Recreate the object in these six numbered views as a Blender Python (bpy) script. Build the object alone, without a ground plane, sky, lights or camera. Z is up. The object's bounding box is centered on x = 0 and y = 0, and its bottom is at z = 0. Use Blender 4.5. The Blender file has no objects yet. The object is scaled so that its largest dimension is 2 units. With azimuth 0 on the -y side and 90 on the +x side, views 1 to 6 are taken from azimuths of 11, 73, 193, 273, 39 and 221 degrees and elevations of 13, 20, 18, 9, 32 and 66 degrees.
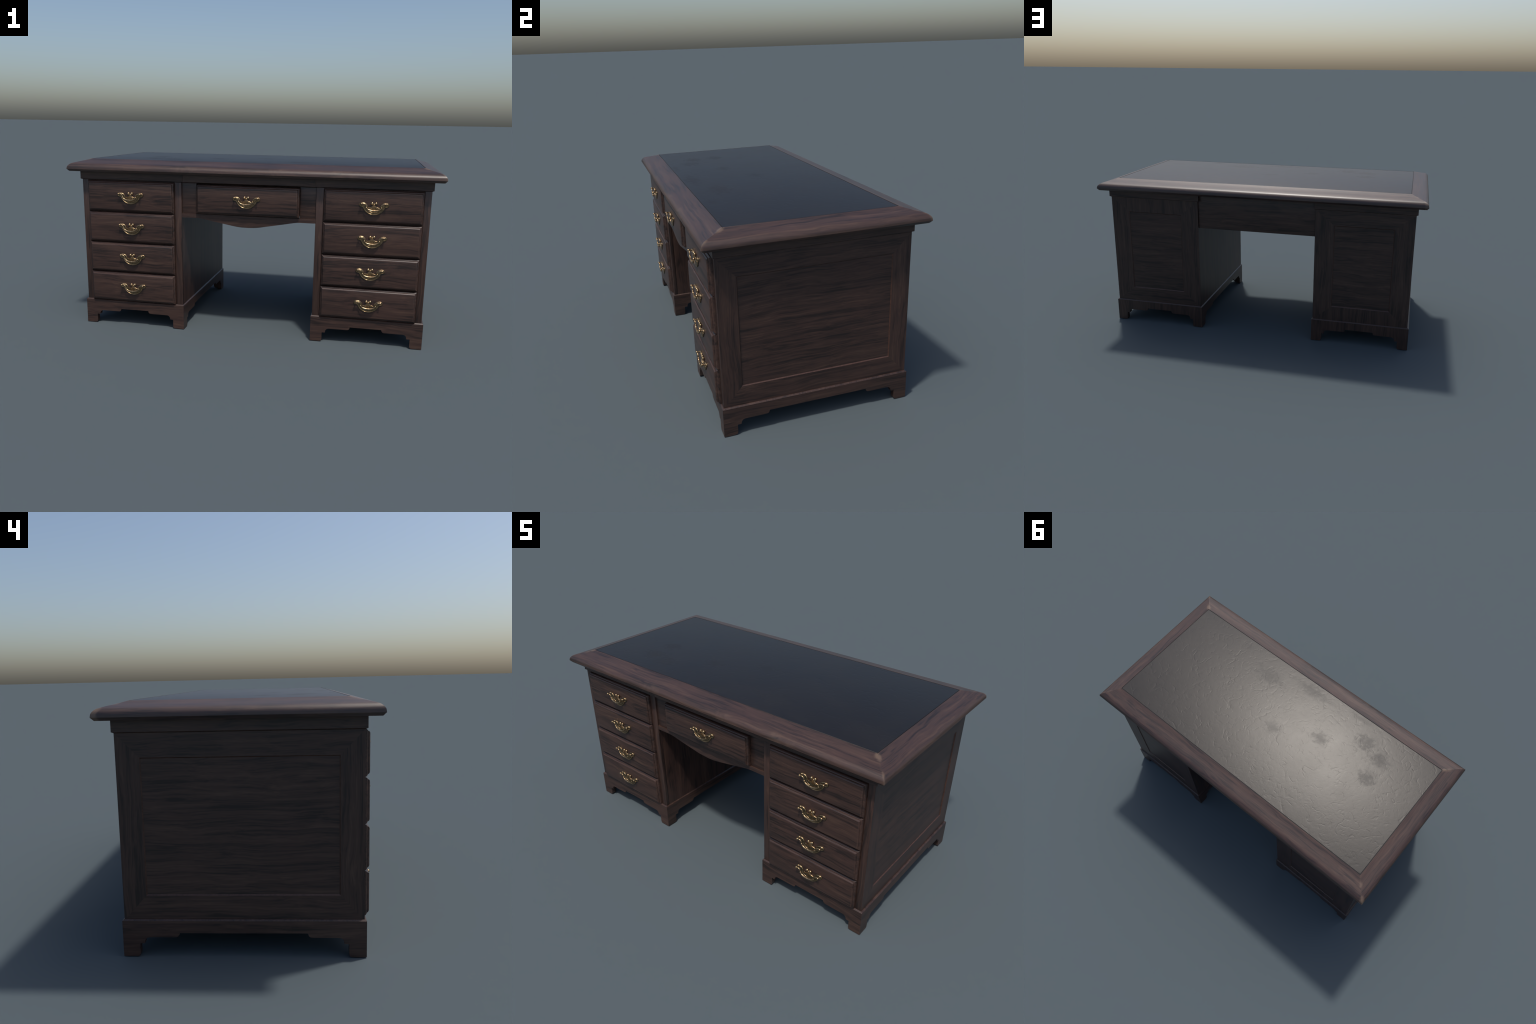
# Twin-pedestal walnut writing desk with a leather writing surface and brass swan-neck pulls.
# Frame: metres, z up, front of the desk faces -y.
import bpy, bmesh, math
from mathutils import Vector

SC = bpy.context.scene

# ------------------------------------------------------------------ overall dimensions
TOP_X, TOP_Y = 1.0, 0.5                 # half size of the table top
Z_TOP, Z_TOP_UNDER = 0.9422, 0.8775
INLAY_X, INLAY_Y = 0.9025, 0.3910       # half size of the leather
FRIEZE_X, FRIEZE_IN, FRIEZE_Y = 0.947, 0.3570, 0.447
Z_FRIEZE = 0.8295
BODY_IN, BODY_OUT, BODY_Y = 0.364, 0.938, 0.440
Z_BASE = 0.137
BASE_IN, BASE_OUT, BASE_Y = 0.3585, 0.947, 0.447
STILE_IN, STILE_OUT = 0.403, 0.904      # drawer bay between the front stiles
DRAWER_TOP, DRAWER_BOTTOM, DRAWERS = 0.8285, 0.1405, 4
RECESS = 0.0042


# ------------------------------------------------------------------ node helpers
class Nodes:
    def __init__(self, name):
        self.mat = bpy.data.materials.new(name)
        self.mat.use_nodes = True
        self.t = self.mat.node_tree
        self.bsdf = self.t.nodes["Principled BSDF"]

    def new(self, kind, **props):
        n = self.t.nodes.new(kind)
        for k, v in props.items():
            setattr(n, k, v)
        return n

    def link(self, a, b):
        self.t.links.new(a, b)

    def math(self, op, a, b=None, c=None, clamp=False):
        n = self.new("ShaderNodeMath", operation=op, use_clamp=clamp)
        for i, v in enumerate((a, b, c)):
            if v is None:
                continue
            if isinstance(v, (int, float)):
                n.inputs[i].default_value = v
            else:
                self.link(v, n.inputs[i])
        return n.outputs[0]

    def vmath(self, op, a, b=None):
        n = self.new("ShaderNodeVectorMath", operation=op)
        for i, v in enumerate((a, b)):
            if v is None:
                continue
            if isinstance(v, (tuple, list)):
                n.inputs[i].default_value = v
            else:
                self.link(v, n.inputs[i])
        return n.outputs[0]

    def noise(self, vec, scale, detail=2.0, rough=0.5, distortion=0.0):
        n = self.new("ShaderNodeTexNoise")
        self.link(vec, n.inputs["Vector"])
        n.inputs["Scale"].default_value = scale
        n.inputs["Detail"].default_value = detail
        n.inputs["Roughness"].default_value = rough
        n.inputs["Distortion"].default_value = distortion
        return n.outputs["Fac"]

    def ramp(self, fac, lo, hi, smooth=True):
        n = self.new("ShaderNodeMapRange", interpolation_type="SMOOTHSTEP" if smooth else "LINEAR")
        self.link(fac, n.inputs["Value"])
        n.inputs["From Min"].default_value = lo
        n.inputs["From Max"].default_value = hi
        return n.outputs["Result"]

    def mix(self, fac, a, b):
        n = self.new("ShaderNodeMix", data_type="RGBA")
        if isinstance(fac, (int, float)):
            n.inputs["Factor"].default_value = fac
        else:
            self.link(fac, n.inputs["Factor"])
        for s, v in (("A", a), ("B", b)):
            sock = [i for i in n.inputs if i.name == s and i.type == "RGBA"][0]
            if isinstance(v, (tuple, list)):
                sock.default_value = (*v, 1.0)
            else:
                self.link(v, sock)
        return [o for o in n.outputs if o.type == "RGBA"][0]

    def bump(self, height, strength, distance=0.001, normal=None):
        n = self.new("ShaderNodeBump")
        n.inputs["Strength"].default_value = strength
        n.inputs["Distance"].default_value = distance
        self.link(height, n.inputs["Height"])
        if normal:
            self.link(normal, n.inputs["Normal"])
        return n.outputs["Normal"]

    def xyz(self, vec):
        n = self.new("ShaderNodeSeparateXYZ")
        self.link(vec, n.inputs[0])
        return n.outputs

    def set(self, socket, v):
        if isinstance(v, (int, float, tuple)):
            self.bsdf.inputs[socket].default_value = v
        else:
            self.link(v, self.bsdf.inputs[socket])


# ------------------------------------------------------------------ materials
WALNUT_DARK = (0.018, 0.0115, 0.0100)
WALNUT_MID = (0.0535, 0.0287, 0.0220)
WALNUT_LIGHT = (0.092, 0.053, 0.0365)
WORN = (0.20, 0.135, 0.090)


def walnut(name, axis, tint=1.0, red=0.0, table_wear=False):
    """Dark walnut whose grain runs along one object axis; every board gets its own cut of it."""
    m = Nodes(name)
    obj = m.new("ShaderNodeTexCoord").outputs["Object"]
    rnd = m.new("ShaderNodeObjectInfo").outputs["Random"]
    shift = m.new("ShaderNodeCombineXYZ")
    for i, k in enumerate((17.0, 31.0, 23.0)):
        m.link(m.math("MULTIPLY", rnd, k), shift.inputs[i])
    pos = m.vmath("ADD", obj, shift.outputs[0])
    # slow wander of the fibres
    wander = m.new("ShaderNodeTexNoise")
    m.link(m.vmath("MULTIPLY", pos, tuple(3.0 if i == axis else 7.0 for i in range(3))), wander.inputs["Vector"])
    wander.inputs["Scale"].default_value = 1.0
    wander.inputs["Detail"].default_value = 2.0
    bend = m.vmath("MULTIPLY", m.vmath("SUBTRACT", wander.outputs["Color"], (0.5, 0.5, 0.5)),
                   tuple(0.0 if i == axis else 0.050 for i in range(3)))
    pos2 = m.vmath("ADD", pos, bend)

    def stretched(along, across):
        return m.vmath("MULTIPLY", pos2, tuple(along if i == axis else across for i in range(3)))

    bands = m.noise(stretched(1.5, 30.0), 1.0, 5.0, 0.65, 0.15)
    streak = m.noise(stretched(2.6, 135.0), 1.0, 4.0, 0.65)
    fibre = m.noise(stretched(14.0, 460.0), 1.0, 2.0, 0.55)
    blotch = m.noise(pos, 4.5, 3.0, 0.5)
    tone = m.math("ADD", m.math("MULTIPLY", bands, 0.45), m.math("MULTIPLY", streak, 0.55))
    tone = m.math("ADD", tone, m.math("MULTIPLY", m.math("SUBTRACT", blotch, 0.5), 0.10))
    col = m.mix(m.ramp(tone, 0.38, 0.53), WALNUT_DARK, WALNUT_MID)
    col = m.mix(m.math("MULTIPLY", m.ramp(tone, 0.51, 0.66), 0.75), col, WALNUT_LIGHT)
    col = m.mix(m.math("MULTIPLY", m.ramp(fibre, 0.52, 0.72), 0.35), col, WALNUT_DARK)
    col = m.mix(m.math("MULTIPLY", m.ramp(blotch, 0.5, 0.72), 0.35), col, m.mix(0.5, col, (0.062, 0.028, 0.023)))
    if red:
        col = m.mix(red, col, (0.105, 0.042, 0.024))
    if tint != 1.0:
        col = m.mix(1.0 - tint, col, (0.0, 0.0, 0.0))
    if table_wear:
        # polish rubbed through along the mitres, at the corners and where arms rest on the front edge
        px, py, pz = m.xyz(obj)
        inx = m.math("SUBTRACT", TOP_X, m.math("ABSOLUTE", px))
        iny = m.math("SUBTRACT", TOP_Y, m.math("ABSOLUTE", py))
        mitre = m.math("ABSOLUTE", m.math("SUBTRACT", m.math("MULTIPLY", inx, 1.118), iny))
        wob = m.noise(obj, 38.0, 3.0, 0.6)
        line = m.math("SUBTRACT", 1.0, m.ramp(m.math("ADD", mitre, m.math("MULTIPLY", wob, 0.018)), 0.006, 0.021))
        patch = m.ramp(m.noise(obj, 17.0, 2.0, 0.5), 0.50, 0.64)
        near_ends = m.math("ADD", m.ramp(m.math("MULTIPLY", inx, -1.0), -0.022, -0.004),
                           m.ramp(inx, 0.078, 0.094), clamp=True)
        line = m.math("MULTIPLY", line, m.math("MULTIPLY", m.math("ADD", patch, m.math("MULTIPLY", near_ends, 0.25), clamp=True), 0.42))
        rub = None
        for cx, w in ((-0.33, 0.10), (0.16, 0.07), (0.50, 0.10)):
            d = m.math("DIVIDE", m.math("ABSOLUTE", m.math("SUBTRACT", px, cx)), w)
            g = m.math("SUBTRACT", 1.0, m.ramp(d, 0.2, 1.0))
            rub = g if rub is None else m.math("MAXIMUM", rub, g)
        front = m.ramp(m.math("MULTIPLY", py, -1.0), 0.455, 0.490)
        rub = m.math("MULTIPLY", m.math("MULTIPLY", rub, front), m.ramp(m.noise(obj, 26.0, 4.0, 0.6), 0.35, 0.7))
        for cx, cy, r, amt in ((0.912, -0.402, 0.034, 0.50), (-0.908, -0.398, 0.030, 0.55), (-0.988, 0.486, 0.034, 0.60),
                               (-0.935, 0.425, 0.022, 0.40), (-0.93, -0.42, 0.025, 0.30)):
            d = m.math("SQRT", m.math("ADD", m.math("POWER", m.math("SUBTRACT", px, cx), 2.0), m.math("POWER", m.math("SUBTRACT", py, cy), 2.0)))
            d = m.math("ADD", m.math("DIVIDE", d, r), m.math("MULTIPLY", m.math("SUBTRACT", wob, 0.5), 1.6))
            d = m.math("ADD", d, m.math("MULTIPLY", mitre, 22.0))
            line = m.math("MAXIMUM", line, m.math("MULTIPLY", m.math("SUBTRACT", 1.0, m.ramp(d, 0.3, 1.1)), amt))
        wear = m.math("MAXIMUM", line, m.math("MULTIPLY", rub, 0.20))
        col = m.mix(wear, col, WORN)
    m.set("Base Color", col)
    m.set("Roughness", m.math("ADD", 0.36 if table_wear else 0.33, m.math("MULTIPLY", streak, 0.12)))
    m.set("IOR", 1.58 if table_wear else 1.5)
    h = m.math("ADD", m.math("MULTIPLY", fibre, 0.5), streak)
    m.set("Normal", m.bump(h, 0.07, 0.001))
    return m.mat


def leather():
    """Near-black hide: fine pebble, random creases, dull scuffed patches."""
    m = Nodes("black_leather")
    obj = m.new("ShaderNodeTexCoord").outputs["Object"]
    px, py, pz = m.xyz(obj)
    # creases: thin zero-crossings of a warped noise, only in some areas
    warp = m.new("ShaderNodeTexNoise")
    m.link(obj, warp.inputs["Vector"])
    warp.inputs["Scale"].default_value = 14.0
    warp.inputs["Detail"].default_value = 3.0
    wpos = m.vmath("ADD", obj, m.vmath("MULTIPLY", m.vmath("SUBTRACT", warp.outputs["Color"], (0.5, 0.5, 0.5)), (0.05, 0.05, 0.0)))
    height = None
    for sc, width, amount, off in ((8.0, 0.030, 1.0, 0.0), (13.0, 0.040, 0.9, 3.7), (23.0, 0.055, 0.8, 8.1)):
        p = m.vmath("ADD", wpos, (off, off * 0.7, 0.0))
        n = m.noise(p, sc, 1.5, 0.5, 0.3)
        ridge = m.math("SUBTRACT", 1.0, m.ramp(m.math("ABSOLUTE", m.math("SUBTRACT", n, 0.5)), 0.0, width))
        mask = m.ramp(m.noise(p, sc * 1.1, 2.0, 0.5), 0.46, 0.66)
        ridge = m.math("MULTIPLY", m.math("MULTIPLY", ridge, mask), -amount)
        height = ridge if height is None else m.math("ADD", height, ridge)
    soft = m.noise(wpos, 45.0, 5.0, 0.62)
    height = m.math("ADD", height, m.math("MULTIPLY", soft, 1.3))
    pebble = m.new("ShaderNodeTexVoronoi", feature="F1")
    m.link(obj, pebble.inputs["Vector"])
    pebble.inputs["Scale"].default_value = 300.0
    height = m.math("ADD", height, m.math("MULTIPLY", pebble.outputs["Distance"], 0.30))
    # scuffs (dull) at the places where the writer's hands and a lamp stood
    scuff = None
    ragged = m.noise(obj, 34.0, 6.0, 0.72)
    for cx, cy, rx, ry, amt in ((-0.470, -0.255, 0.070, 0.060, 1.0), (-0.590, -0.215, 0.075, 0.055, 1.0),
                                (-0.605, -0.075, 0.060, 0.050, 0.95), (-0.244, -0.110, 0.055, 0.040, 0.7),
                                (-0.016, -0.333, 0.130, 0.045, 0.8), (0.266, -0.252, 0.110, 0.060, 0.8),
                                (0.020, 0.008, 0.055, 0.050, 0.55), (0.492, -0.336, 0.050, 0.030, 0.6),
                                (-0.354, -0.365, 0.085, 0.022, 0.5), (0.880, -0.335, 0.050, 0.040, 0.4)):
        d = m.math("SQRT", m.math("ADD", m.math("POWER", m.math("DIVIDE", m.math("SUBTRACT", px, cx), rx), 2.0),
                                  m.math("POWER", m.math("DIVIDE", m.math("SUBTRACT", py, cy), ry), 2.0)))
        d = m.math("ADD", d, m.math("MULTIPLY", m.math("SUBTRACT", ragged, 0.5), 3.6))
        g = m.math("MULTIPLY", m.math("SUBTRACT", 1.0, m.ramp(d, 0.05, 1.30)), amt)
        scuff = g if scuff is None else m.math("MAXIMUM", scuff, g)
    mott = m.noise(obj, 7.0, 4.0, 0.55)
    col = m.mix(m.ramp(mott, 0.3, 0.7), (0.0055, 0.0038, 0.0034), (0.0085, 0.0062, 0.0052))
    col = m.mix(m.math("MULTIPLY", scuff, 0.6), col, (0.010, 0.009, 0.009))
    m.set("Base Color", col)
    rough = m.math("ADD", 0.43, m.math("MULTIPLY", m.math("SUBTRACT", mott, 0.5), 0.05))
    m.set("Roughness", m.math("ADD", rough, m.math("MULTIPLY", scuff, 0.085)))
    m.set("IOR", 1.57)
    m.set("Specular Tint", (1.0, 0.975, 0.945, 1.0))
    m.set("Normal", m.bump(height, 0.20, 0.0011))
    return m.mat


def brass(name, low, high, rough):
    m = Nodes(name)
    obj = m.new("ShaderNodeTexCoord").outputs["Object"]
    n = m.noise(obj, 120.0, 4.0, 0.6)
    col = m.mix(m.ramp(n, 0.35, 0.7), low, high)
    m.set("Base Color", col)
    m.set("Metallic", 1.0)
    m.set("Roughness", m.math("ADD", rough, m.math("MULTIPLY", n, 0.16)))
    m.set("Normal", m.bump(n, 0.15, 0.0006))
    return m.mat


def plain(name, colour, rough):
    m = Nodes(name)
    obj = m.new("ShaderNodeTexCoord").outputs["Object"]
    n = m.noise(obj, 40.0, 3.0)
    m.set("Base Color", m.mix(n, colour, tuple(c * 1.4 for c in colour)))
    m.set("Roughness", rough)
    return m.mat


WOOD = [walnut("walnut_grain_sideways", 0), walnut("walnut_grain_deep", 1), walnut("walnut_grain_upright", 2)]
WOOD_TOP = [walnut("polished_walnut_long_edge", 0, table_wear=True), walnut("polished_walnut_short_edge", 1, table_wear=True)]
REVEAL = walnut("walnut_raw_reveal", 0, red=0.32)
LEATHER = leather()
BRASS = brass("aged_brass", (0.34, 0.235, 0.130), (0.52, 0.370, 0.220), 0.22)
DARK_BRASS = brass("brass_patina", (0.15, 0.110, 0.062), (0.30, 0.222, 0.132), 0.33)
GROOVE = plain("inlay_groove", (0.006, 0.006, 0.007), 0.7)
INSIDE = plain("unfinished_inside", (0.022, 0.014, 0.010), 0.8)


# ------------------------------------------------------------------ geometry helpers
def finish(name, bm, mats, parent, smooth=None):
    bmesh.ops.recalc_face_normals(bm, faces=bm.faces)
    me = bpy.data.meshes.new(name)
    bm.to_mesh(me)
    bm.free()
    for mt in (mats if isinstance(mats, (list, tuple)) else [mats]):
        me.materials.append(mt)
    if smooth is not None:
        me.shade_smooth()
        me.set_sharp_from_angle(angle=math.radians(smooth))
    o = bpy.data.objects.new(name, me)
    SC.collection.objects.link(o)
    o.parent = parent
    return o


def soften(bm, width, segments=2):
    bmesh.ops.recalc_face_normals(bm, faces=bm.faces)
    edges = [e for e in bm.edges if len(e.link_faces) == 2 and e.calc_face_angle(0) > 0.5]
    bmesh.ops.bevel(bm, geom=edges, offset=width, offset_type="OFFSET", segments=segments, profile=0.5,
                    affect="EDGES", clamp_overlap=True)


def loft(bm, rings, cap_start=True, cap_end=True):
    """Skin a list of equal-length closed rings of points."""
    rows = [[bm.verts.new(p) for p in r] for r in rings]
    n = len(rows[0])
    for a, b in zip(rows, rows[1:]):
        for i in range(n):
            bm.faces.new((a[i], a[(i + 1) % n], b[(i + 1) % n], b[i]))
    if cap_start:
        bm.faces.new(rows[0][::-1])
    if cap_end:
        bm.faces.new(rows[-1])
    return rows


def block(name, x0, x1, y0, y1, z0, z1, mats, parent, bevel=0.0012):
    """A board; mats = one material, or a dict giving the material for faces looking along x, y or z."""
    x0, x1 = min(x0, x1), max(x0, x1)
    y0, y1 = min(y0, y1), max(y0, y1)
    bm = bmesh.new()
    loft(bm, [[(x0, y0, z), (x1, y0, z), (x1, y1, z), (x0, y1, z)] for z in (z0, z1)])
    if bevel:
        soften(bm, bevel)
    if isinstance(mats, dict):
        keys = list("xyz")
        bmesh.ops.recalc_face_normals(bm, faces=bm.faces)
        bm.normal_update()
        for f in bm.faces:
            n = f.normal
            f.material_index = max(range(3), key=lambda i: abs(n[i]))
        mats = [mats[k] for k in keys]
    return finish(name, bm, mats, parent, 40)


def mitred_panel_frame(place, a0, a1, z0, z1, ia0, ia1, iz0, iz1, stile_mat, rail_mats, reveal_mat, parent):
    """Four mitred boards around a sunk panel. place(a, z, depth) maps to space; depth 0 is the outer face."""
    outer = [(a0, z0), (a1, z0), (a1, z1), (a0, z1)]
    inner = [(ia0, iz0), (ia1, iz0), (ia1, iz1), (ia0, iz1)]
    for k in range(4):
        j = (k + 1) % 4
        o0, o1, i1, i0 = outer[k], outer[j], inner[j], inner[k]
        bm = bmesh.new()
        cut = 0.0040                    # the sunk edge slopes down to the panel
        away = {0: (1, 1), 1: (-1, 1), 2: (-1, -1), 3: (1, -1)}

        def foot(corner):
            ax, az = away[corner]
            return (inner[corner][0] + ax * cut, inner[corner][1] + az * cut)

        f = [bm.verts.new(place(*o0, 0)), bm.verts.new(place(*o1, 0)), bm.verts.new(place(*i1, 0)), bm.verts.new(place(*i0, 0))]
        b = [bm.verts.new(place(*o0, RECESS + 0.003)), bm.verts.new(place(*o1, RECESS + 0.003)),
             bm.verts.new(place(*foot(j), RECESS + 0.0002)), bm.verts.new(place(*foot(k), RECESS + 0.0002))]
        bm.faces.new(f)
        bm.faces.new((f[0], f[1], b[1], b[0]))
        rv = bm.faces.new((f[3], f[2], b[2], b[3]))
        rv.material_index = 1
        mat = rail_mats[0] if k == 0 else rail_mats[1] if k == 2 else stile_mat
        finish("panel_rail" if k in (0, 2) else "panel_stile", bm, [mat, reveal_mat], parent)


def bracket_outline(half, foot=0.063):
    """Right-hand half of the scrolled lower edge of a base board, from the foot to the middle."""
    fi = half - foot                      # inner edge of the foot
    pts = [(half, 0.0), (fi + 0.010, 0.0)]
    pts += [(fi + 0.010 - 0.010 * math.sin(a), 0.012 - 0.012 * math.cos(a)) for a in (0.5, 1.0, math.pi / 2)]
    pts += [(fi, 0.050), (fi - 0.0175, 0.0505)]
    cx, r = fi - 0.0175, 0.0185           # hollow
    pts += [(cx - 0.0185 * (1 - math.cos(a)), 0.0540 + 0.0200 * math.sin(a)) for a in (0.0, 0.4, 0.8, 1.2, math.pi / 2)]
    sx = fi - 0.135                       # start of the drop before the raised middle
    pts += [(sx, 0.0745)]
    pts += [(sx - 0.0130 * math.sin(a), 0.0745 + 0.0130 * (1 - math.cos(a))) for a in (0.5, 1.0, math.pi / 2)]
    pts += [(sx - 0.0135, 0.0905)]
    return pts


def base_board(place, half, mats, parent, thick=0.026, split_mat=None):
    """Scrolled bracket-foot board; place(s, z, depth)."""
    right = bracket_outline(half)
    low = right + [(-s, z) for s, z in right[::-1]]
    low = low[::-1]                       # left to right
    bm = bmesh.new()

    def inner(s):
        return math.copysign(half - thick, s) if abs(abs(s) - half) < 1e-6 else s

    fo = [bm.verts.new(place(s, z, 0)) for s, z in low]
    to = [bm.verts.new(place(s, Z_BASE, 0)) for s, z in low]
    fi = [bm.verts.new(place(inner(s), z, thick)) for s, z in low]
    ti = [bm.verts.new(place(inner(s), Z_BASE, thick)) for s, z in low]
    for i in range(len(low) - 1):
        j = i + 1
        if abs(low[i][0] - low[j][0]) > 1e-7:
            bm.faces.new((fo[i], fo[j], to[j], to[i]))
            bm.faces.new((fi[j], fi[i], ti[i], ti[j]))
            bm.faces.new((to[i], to[j], ti[j], ti[i]))
        bm.faces.new((fo[j], fo[i], fi[i], fi[j]))
    bmesh.ops.remove_doubles(bm, verts=bm.verts, dist=1e-6)
    if split_mat is not None:
        for f in bm.faces:
            c = f.calc_center_median()
            if c.z > 0.06:
                f.material_index = 1
        mats = [mats, split_mat]
    return finish("base_board", bm, mats, parent, 40)


# ------------------------------------------------------------------ the desk
desk = bpy.data.objects.new("desk", None)
SC.collection.objects.link(desk)
desk["label"] = "dark walnut twin-pedestal desk, black leather top, brass pulls"
desk["category"] = "desk"


# ---- table top
def top_profile():
    """(inset from the edge, height) of the moulded edge, from the underside to the leather."""
    key = [(0.0105, Z_TOP_UNDER), (0.0000, 0.8895), (0.0028, 0.9037), (0.0135, 0.9155),
           (0.0285, 0.9225), (0.0707, 0.9337), (TOP_X - INLAY_X, Z_TOP)]
    out = key[:2]
    for i in range(1, len(key) - 1):      # Catmull-Rom through the rounded nose
        p0, p1, p2 = key[max(i - 1, 1)], key[i], key[i + 1]
        p3 = key[min(i + 2, len(key) - 1)]
        for t in (0.25, 0.5, 0.75, 1.0):
            out.append(tuple(0.5 * (2 * p1[k] + (p2[k] - p0[k]) * t + (2 * p0[k] - 5 * p1[k] + 4 * p2[k] - p3[k]) * t * t
                                    + (3 * p1[k] - p0[k] - 3 * p2[k] + p3[k]) * t ** 3) for k in (0, 1)))
    return out


def long_inset(t):
    """The long boards are a little broader than the short ones, so the mitre opens slightly."""
    k = min(max((t - 0.0135) / (TOP_X - INLAY_X - 0.0135), 0.0), 1.0)
    return t + k * ((TOP_Y - INLAY_Y) - (TOP_X - INLAY_X))


def build_top():
    core = block("tabletop", -INLAY_X - 0.06, INLAY_X + 0.06, -INLAY_Y - 0.06, INLAY_Y + 0.06,
                 Z_TOP_UNDER, 0.918, {"x": WOOD[1], "y": WOOD[0], "z": WOOD[0]}, desk, 0)
    prof = [(0.09, Z_TOP_UNDER - 0.0004)] + top_profile()
    drop = prof[-1]
    prof += [(drop[0] + 0.0002, drop[1] - 0.006)]
    for side in range(4):
        bm = bmesh.new()
        rows = []
        for t, z in prof:
            cx, cy = TOP_X - t, TOP_Y - long_inset(t)
            c = [(-cx, -cy), (cx, -cy), (cx, cy), (-cx, cy)]
            a, b = c[side], c[(side + 1) % 4]
            rows.append([bm.verts.new((a[0] + (b[0] - a[0]) * k / 12, a[1] + (b[1] - a[1]) * k / 12, z)) for k in range(13)])
        for r0, r1 in zip(rows, rows[1:]):
            for k in range(12):
                bm.faces.new((r0[k], r0[k + 1], r1[k + 1], r1[k]))
        o = finish("edge_board", bm, WOOD_TOP[side % 2], core, 38)
    # dark groove and the hide itself
    block("inlay_groove", -INLAY_X + 0.0002, INLAY_X - 0.0002, -INLAY_Y + 0.0002, INLAY_Y - 0.0002, 0.9185, 0.9402, GROOVE, core, 0)
    bm = bmesh.new()
    g = 0.0030
    lx, ly = INLAY_X - g, INLAY_Y - g
    loft(bm, [[(-lx + i, -ly + i, z), (lx - i, -ly + i, z), (lx - i, ly - i, z), (-lx + i, ly - i, z)]
              for i, z in ((0, 0.9401), (0, 0.9412), (0.0005, 0.9419), (0.0015, 0.9421))])
    finish("leather_writing_surface", bm, LEATHER, core, 50)


build_top()


# ---- drawers and their pulls
def tube_mesh(bm, path, radii, sides=10, caps=True):
    """Round bar along a path of points with a radius for each."""
    rings = []
    n = len(path)
    for i, p in enumerate(path):
        d = (Vector(path[min(i + 1, n - 1)]) - Vector(path[max(i - 1, 0)])).normalized()
        u = Vector((0, 1, 0)) if abs(d.y) < 0.9 else Vector((0, 0, 1))
        s = d.cross(u).normalized()
        u = s.cross(d).normalized()
        rings.append([Vector(p) + radii[i] * (math.cos(a) * s + math.sin(a) * u)
                      for a in (2 * math.pi * k / sides for k in range(sides))])
    loft(bm, rings, caps, caps)


def ball(bm, c, r, squash=1.0, seg=14):
    ret = bmesh.ops.create_uvsphere(bm, u_segments=seg, v_segments=seg // 2 + 1, radius=r)
    for v in ret["verts"]:
        v.co = Vector((v.co.x, v.co.y * squash, v.co.z)) + Vector(c)


def spline(points, steps):
    """Catmull-Rom through control tuples of any width."""
    out = []
    for i in range(len(points) - 1):
        p0, p1, p2 = points[max(i - 1, 0)], points[i], points[i + 1]
        p3 = points[min(i + 2, len(points) - 1)]
        for s in range(steps):
            t = s / steps
            out.append(tuple(0.5 * (2 * b + (c - a) * t + (2 * a - 5 * b + 4 * c - d) * t * t
                                    + (3 * b - a - 3 * c + d) * t ** 3) for a, b, c, d in zip(p0, p1, p2, p3)))
    out.append(tuple(points[-1]))
    return out


MM = 0.001


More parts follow.
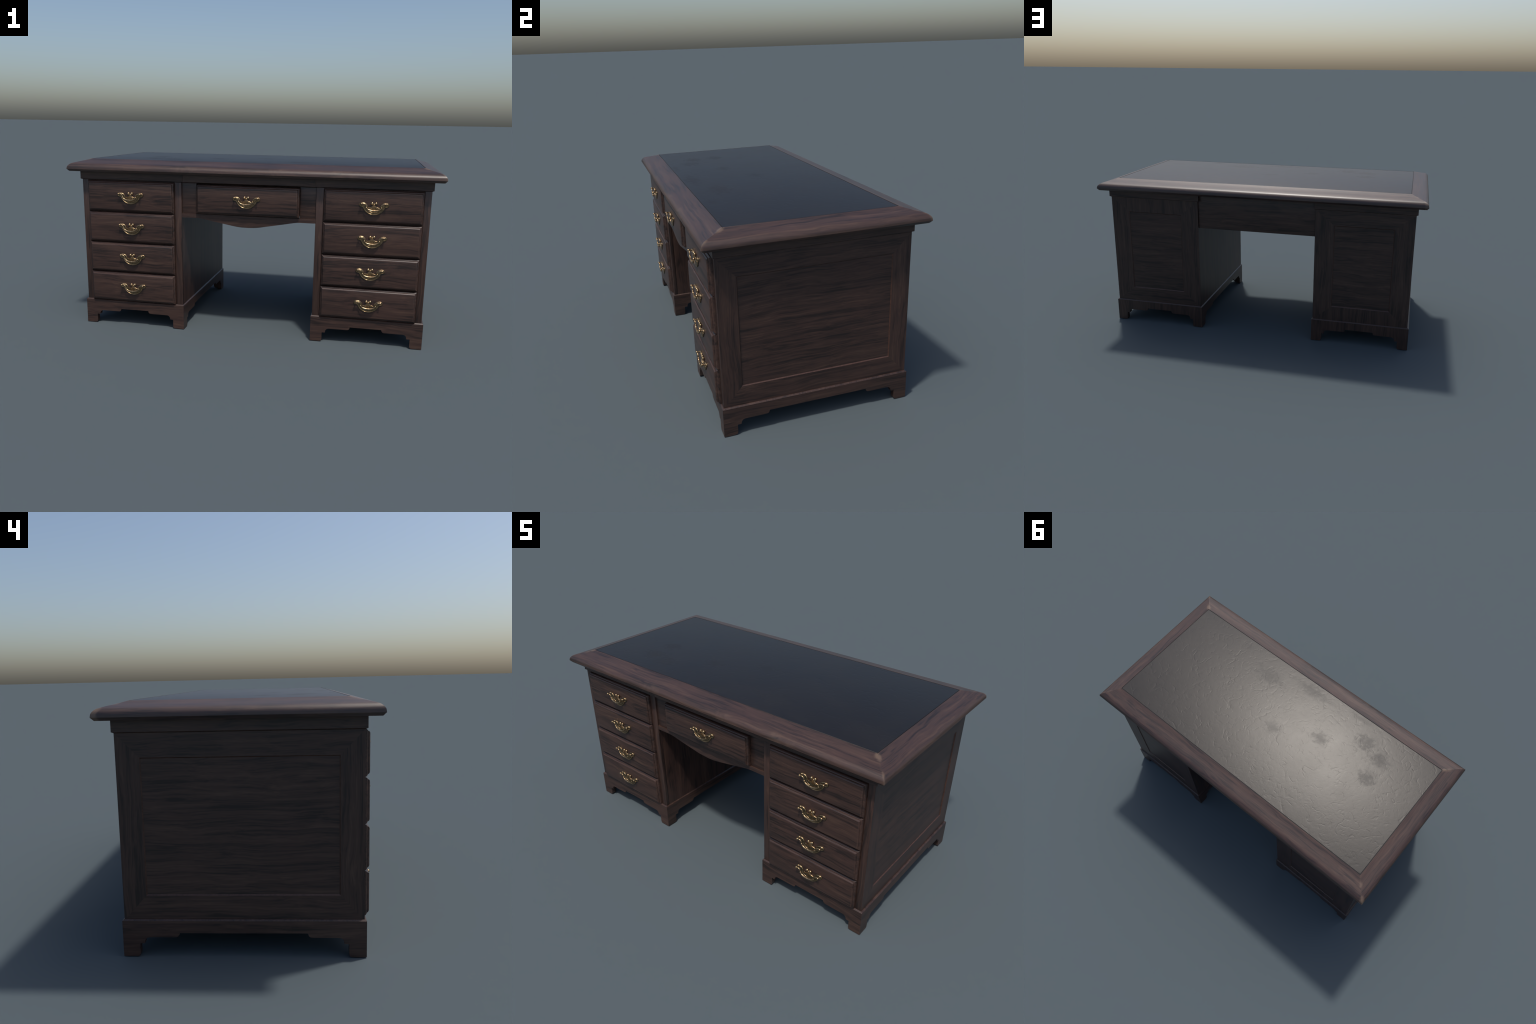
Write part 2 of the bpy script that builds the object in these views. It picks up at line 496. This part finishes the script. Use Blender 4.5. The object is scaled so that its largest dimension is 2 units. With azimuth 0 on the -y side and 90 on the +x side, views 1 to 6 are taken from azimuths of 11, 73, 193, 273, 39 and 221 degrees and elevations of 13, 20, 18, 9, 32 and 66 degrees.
def plate_mesh():
    """Bat-wing backplate: crescent, two upturned horns, a ribbed fan with twin beads. Local y=0 at the wood."""
    arc = spline([(0, 0), (14, 1.6), (27, 6.2), (38, 13.5), (46, 22), (51, 30), (54.5, 37)], 3)
    cx, cz, r = 63.2, 51.0, 10.3
    horn = [(cx + r * math.cos(math.radians(a)), cz + r * math.sin(math.radians(a))) for a in range(-108, 76, 16)]
    back = spline([(64, 61.6), (57, 62.0), (49, 61.0), (41.5, 58), (36, 53), (32.4, 47), (30.6, 41), (27, 37.2)], 2)
    fan = spline([(24, 36.8), (18, 37.6), (12.5, 40.2), (8, 43.6), (5.2, 47.0), (5.0, 51), (6.0, 55), (4.0, 59), (0, 60)], 2)
    half = arc + horn + back + fan
    loop = half + [(-x, z) for x, z in half[-2:0:-1]]
    cu = bpy.data.curves.new("plate_outline", "CURVE")
    cu.dimensions, cu.fill_mode = "2D", "BOTH"
    cu.extrude, cu.bevel_depth, cu.bevel_resolution = 0.0008, 0.0010, 2
    sp = cu.splines.new("POLY")
    sp.points.add(len(loop) - 1)
    for p, (x, z) in zip(sp.points, loop):
        p.co = (x * MM, z * MM, 0, 1)
    sp.use_cyclic_u = True
    tmp = bpy.data.objects.new("plate_outline", cu)
    SC.collection.objects.link(tmp)
    bpy.context.view_layer.update()
    me = bpy.data.meshes.new_from_object(tmp.evaluated_get(bpy.context.evaluated_depsgraph_get()))
    bm = bmesh.new()
    bm.from_mesh(me)
    bpy.data.objects.remove(tmp)
    bpy.data.curves.remove(cu)
    bpy.data.meshes.remove(me)
    for v in bm.verts:                    # stand the outline up, face towards -y
        v.co = Vector((v.co.x, -(v.co.z + 0.0018), v.co.y))
    for f in bm.faces:
        f.material_index = 1              # darker brass field behind the brighter relief
    # raised rim along the crescent and round the horns
    for sg in (1, -1):
        rim = spline([(0, 2.6), (14, 4.2), (26, 8.6), (36.5, 15.6), (44, 23.6), (49, 31.5), (53, 38)], 2)
        tube_mesh(bm, [(sg * x * MM, -0.0034, z * MM) for x, z in rim], [0.0017] * len(rim), 8)
        rim2 = spline([(0, 13.5), (12, 14.6), (23, 18.6), (32, 25.0), (38, 32.0)], 2)
        tube_mesh(bm, [(sg * x * MM, -0.0034, z * MM) for x, z in rim2], [0.0013] * len(rim2), 8)
        scroll = spline([(38, 32), (33.2, 40), (34.5, 47), (38.5, 53), (44, 57), (51, 59.2), (58, 59.6), (66, 58.6)], 2)
        tube_mesh(bm, [(sg * x * MM, -0.0036, z * MM) for x, z in scroll], [0.0021] * len(scroll), 8)
        lip = [(cx + 8.6 * math.cos(math.radians(a)), cz + 8.6 * math.sin(math.radians(a))) for a in range(-130, 100, 18)]
        tube_mesh(bm, [(sg * x * MM, -0.0034, z * MM) for x, z in lip], [0.0016] * len(lip), 8)
        # ribs of the fan
        for foot_x, mid_x in ((27, 13.5), (14, 6.8), (4.5, 2.4)):
            rib = spline([(1.6 + mid_x * 0.05, 50), (mid_x * 0.6, 44.5), (mid_x, 39.5), (foot_x, 34.5 - 6 * (1 - foot_x / 27))], 3)
            tube_mesh(bm, [(sg * x * MM, -0.0040, z * MM) for x, z in rib],
                      [0.0011 + 0.0009 * k / (len(rib) - 1) for k in range(len(rib))], 8)
        ball(bm, (sg * 9.8 * MM, -0.0050, 58.2 * MM), 0.0077, 0.85)
        # studs that carry the bail
        tube_mesh(bm, [(sg * 62 * MM, -y, 56.0 * MM) for y in (0.002, 0.006, 0.007, 0.016)], [0.0062, 0.0052, 0.0036, 0.0036], 12)
    ball(bm, (0, -0.0042, 52.5 * MM), 0.0050, 0.8)
    bmesh.ops.recalc_face_normals(bm, faces=bm.faces)
    me = bpy.data.meshes.new("handle_plate")
    bm.to_mesh(me)
    bm.free()
    me.materials.append(BRASS)
    me.materials.append(DARK_BRASS)
    me.shade_smooth()
    me.set_sharp_from_angle(angle=math.radians(45))
    return me


def bail_mesh():
    """Drooping swan-neck grip that hangs from the two studs."""
    key = [(62, 57.0, 3.4), (55, 58.2, 3.2), (47, 56.6, 3.1), (40.8, 51.5, 3.0), (38.3, 44.5, 2.9), (36.8, 38.0, 3.2),
           (30.5, 30.8, 3.8), (21, 26.0, 4.9), (10, 23.6, 5.5), (0, 23.0, 5.7)]
    half = spline(key, 4)
    full = half + [(-x, z, r) for x, z, r in half[-2::-1]]
    bm = bmesh.new()
    y = -0.0195
    tube_mesh(bm, [(x * MM, y, z * MM) for x, z, r in full], [r * MM for x, z, r in full], 12)
    for sg in (1, -1):
        ball(bm, (sg * 62 * MM, y - 0.0005, 57.0 * MM), 0.0060)
        ball(bm, (sg * 37.2 * MM, y, 38.6 * MM), 0.0046)
    for x in (0,):
        tube_mesh(bm, [((x + k) * MM, y, 23.0 * MM) for k in (-1.0, -0.5, 0.5, 1.0)], [0.0056, 0.0062, 0.0062, 0.0056], 14)
    bmesh.ops.recalc_face_normals(bm, faces=bm.faces)
    me = bpy.data.meshes.new("bail")
    bm.to_mesh(me)
    bm.free()
    me.materials.append(BRASS)
    me.shade_smooth()
    return me


PLATE, BAIL = plate_mesh(), bail_mesh()
# lipped front: quarter round, quirk, second round, flat
DRAWER_STEPS = [(0.0, -0.4270), (0.0, -0.4462), (0.0008, -0.4478), (0.0042, -0.4514), (0.0070, -0.4534), (0.0078, -0.4536),
                (0.0079, -0.4558), (0.0086, -0.4570), (0.0112, -0.4596), (0.0140, -0.4613), (0.0158, -0.4617)]
FACE_Y = DRAWER_STEPS[-1][1]


def drawer_mesh(w, h):
    bm = bmesh.new()
    rings = []
    for i, y in DRAWER_STEPS:
        a, b = w / 2 - i, h / 2 - i
        rings.append([(-a, y, -b), (a, y, -b), (a, y, b), (-a, y, b)])
    loft(bm, rings)
    bmesh.ops.recalc_face_normals(bm, faces=bm.faces)
    me = bpy.data.meshes.new("drawer")
    bm.to_mesh(me)
    bm.free()
    me.materials.append(WOOD[0])
    me.shade_smooth()
    me.set_sharp_from_angle(angle=math.radians(32))
    return me


def add_drawer(mesh, x, z, handle_z, handle_x=0.0):
    d = bpy.data.objects.new("drawer", mesh)
    d.location = (x, 0, z)
    d.parent = desk
    SC.collection.objects.link(d)
    for nm, me in (("handle_plate", PLATE), ("bail", BAIL)):
        o = bpy.data.objects.new(nm, me)
        o.location = (handle_x, FACE_Y, handle_z)
        o.parent = d
        SC.collection.objects.link(o)


pitch = (DRAWER_TOP - DRAWER_BOTTOM) / DRAWERS
side_drawer = drawer_mesh(STILE_OUT - STILE_IN - 0.002, pitch - 0.0035)
for sx in (-1, 1):
    for k in range(DRAWERS):
        add_drawer(side_drawer, sx * (STILE_IN + STILE_OUT) / 2, DRAWER_TOP - pitch * (k + 0.5), -0.038, 0.005)
CD_X, CD_Z0, CD_Z1 = 0.279, 0.6665, 0.8240
add_drawer(drawer_mesh(2 * CD_X, CD_Z1 - CD_Z0), 0, (CD_Z0 + CD_Z1) / 2, -0.038)


# ---- pedestals
def build_pedestal(sx):
    X = lambda x: sx * x
    core = block("pedestal", X(BODY_IN + 0.004), X(BODY_OUT - RECESS), -0.4190, BODY_Y - RECESS, 0.100, 0.8310,
                 {"x": WOOD[1], "y": WOOD[0], "z": INSIDE}, desk, 0)
    # knee-hole wall and front stiles
    block("inner_wall", X(BODY_IN), X(BODY_IN + 0.0045), -0.4195, BODY_Y - 0.0008, Z_BASE, 0.8310, WOOD[2], core, 0)
    block("stile", X(BODY_IN), X(STILE_IN), -BODY_Y, -0.4200, Z_BASE, 0.8310, WOOD[2], core, 0.0018)
    block("stile", X(STILE_OUT), X(BODY_OUT - 0.0003), -BODY_Y, -0.4200, Z_BASE, 0.8310, WOOD[2], core, 0.0018)
    # bearer rails that close the gaps between the drawers
    for k in range(DRAWERS + 1):
        z = DRAWER_TOP - pitch * k
        block("drawer_rail", X(STILE_IN + 0.0003), X(STILE_OUT - 0.0003), -0.4375, -0.4262 if 0 < k < DRAWERS else -0.4195,
              z - 0.0013, min(z + 0.0013, 0.8292), WOOD[0], core, 0)
    # framed outer side
    mitred_panel_frame(lambda a, z, d: (X(BODY_OUT - d), a, z), -BODY_Y + 0.0004, BODY_Y - 0.0004, Z_BASE, 0.8310,
                       -0.354, 0.354, 0.2315, 0.7420, WOOD[2], (WOOD[1], WOOD[1]), REVEAL, core)
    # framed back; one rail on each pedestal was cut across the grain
    top_rail, low_rail = (WOOD[2], WOOD[0]) if sx > 0 else (WOOD[0], WOOD[2])
    mitred_panel_frame(lambda a, z, d: (X(a), BODY_Y - d, z), BODY_IN + 0.0004, BODY_OUT - 0.0004, Z_BASE, 0.8310,
                       0.4765, 0.8250, 0.2315, 0.7410, WOOD[2], (low_rail, top_rail), REVEAL, core)
    # base: four scrolled boards and a bevelled cap
    cx, hx = X((BASE_IN + BASE_OUT) / 2), (BASE_OUT - BASE_IN) / 2
    base_board(lambda s, z, d: (cx + s, -BASE_Y + d, z), hx, WOOD[0], core)
    base_board(lambda s, z, d: (cx + s, BASE_Y - d, z), hx, WOOD[0], core, split_mat=WOOD[2])
    base_board(lambda s, z, d: (cx + hx - d, s, z), BASE_Y, WOOD[1], core)
    base_board(lambda s, z, d: (cx - hx + d, s, z), BASE_Y, WOOD[1], core)
    bm = bmesh.new()
    loft(bm, [[(cx - hx + i, -BASE_Y + j, z), (cx + hx - i, -BASE_Y + j, z), (cx + hx - i, BASE_Y - j, z), (cx - hx + i, BASE_Y - j, z)]
              for i, j, z in ((0.0, 0.0, Z_BASE - 0.0001), (0.0016, 0.0016, Z_BASE + 0.0012), (0.0058, 0.0062, Z_BASE + 0.0050), (0.02, 0.02, Z_BASE + 0.0056))])
    finish("base_cap", bm, WOOD[0], core, 25)
    # frieze block under the top
    bm = bmesh.new()
    x0, x1 = FRIEZE_IN, FRIEZE_X
    loft(bm, [[(X(x0 + i), -FRIEZE_Y + i, z), (X(x1 - i), -FRIEZE_Y + i, z), (X(x1 - i), FRIEZE_Y - i, z), (X(x0 + i), FRIEZE_Y - i, z)]
              for i, z in ((0.0085, Z_FRIEZE), (0.0, Z_FRIEZE + 0.0045), (0.0, Z_TOP_UNDER - 0.0002))])
    bmesh.ops.recalc_face_normals(bm, faces=bm.faces)
    bm.normal_update()
    for f in bm.faces:
        f.material_index = 1 if abs(f.normal.x) > 0.4 else 0
    finish("frieze", bm, [WOOD[0], WOOD[1]], core)


for sx in (-1, 1):
    build_pedestal(sx)


# ---- knee-hole: drawer surround, scalloped apron, back board
def build_kneehole():
    frame = block("drawer_surround", -BODY_IN + 0.0006, BODY_IN - 0.0006, -0.4180, -0.4100, 0.6760, 0.8310, INSIDE, desk, 0)
    for sg in (-1, 1):                  # cheeks either side of the drawer
        block("drawer_cheek", sg * (CD_X + 0.0016), sg * (BODY_IN - 0.0006), -0.4330, -0.4182, 0.6600, 0.8310, WOOD[0], frame, 0.0008)
    # front frieze between the pedestals
    bm = bmesh.new()
    x = FRIEZE_IN - 0.0012
    loft(bm, [[(-x, -FRIEZE_Y + i, z), (x + 0.0007, -FRIEZE_Y + i, z), (x + 0.0007, -0.40, z), (-x, -0.40, z)]
              for i, z in ((0.0085, Z_FRIEZE), (0.0, Z_FRIEZE + 0.0045), (0.0, Z_TOP_UNDER - 0.0002))])
    finish("frieze", bm, WOOD[0], frame)
    # apron with its drooping scallop
    edge = spline([(0.0, 0.6010), (0.03, 0.6018), (0.062, 0.6048), (0.10, 0.6115), (0.15, 0.6205), (0.20, 0.6295),
                   (0.245, 0.6380), (0.272, 0.6415), (0.30, 0.6420)], 4) + [(BODY_IN - 0.0006, 0.6420)]
    low = [(-s, z) for s, z in edge[::-1]] + edge[1:]
    bm = bmesh.new()
    rings = []
    for y in (-0.4385, -0.4180):
        rings.append([(s, y, z) for s, z in low] + [(low[-1][0], y, 0.6635), (low[0][0], y, 0.6635)])
    loft(bm, rings)
    finish("apron", bm, WOOD[0], frame, 30)
    block("drawer_bottom", -BODY_IN + 0.001, BODY_IN - 0.001, -0.4090, 0.4180, 0.6850, 0.6930, INSIDE, frame, 0)
    block("back_board", -BODY_IN + 0.0008, BODY_IN - 0.0008, 0.4190, 0.4330, 0.6650, Z_TOP_UNDER - 0.0003, WOOD[0], desk, 0.0008)


build_kneehole()
bpy.context.view_layer.update()
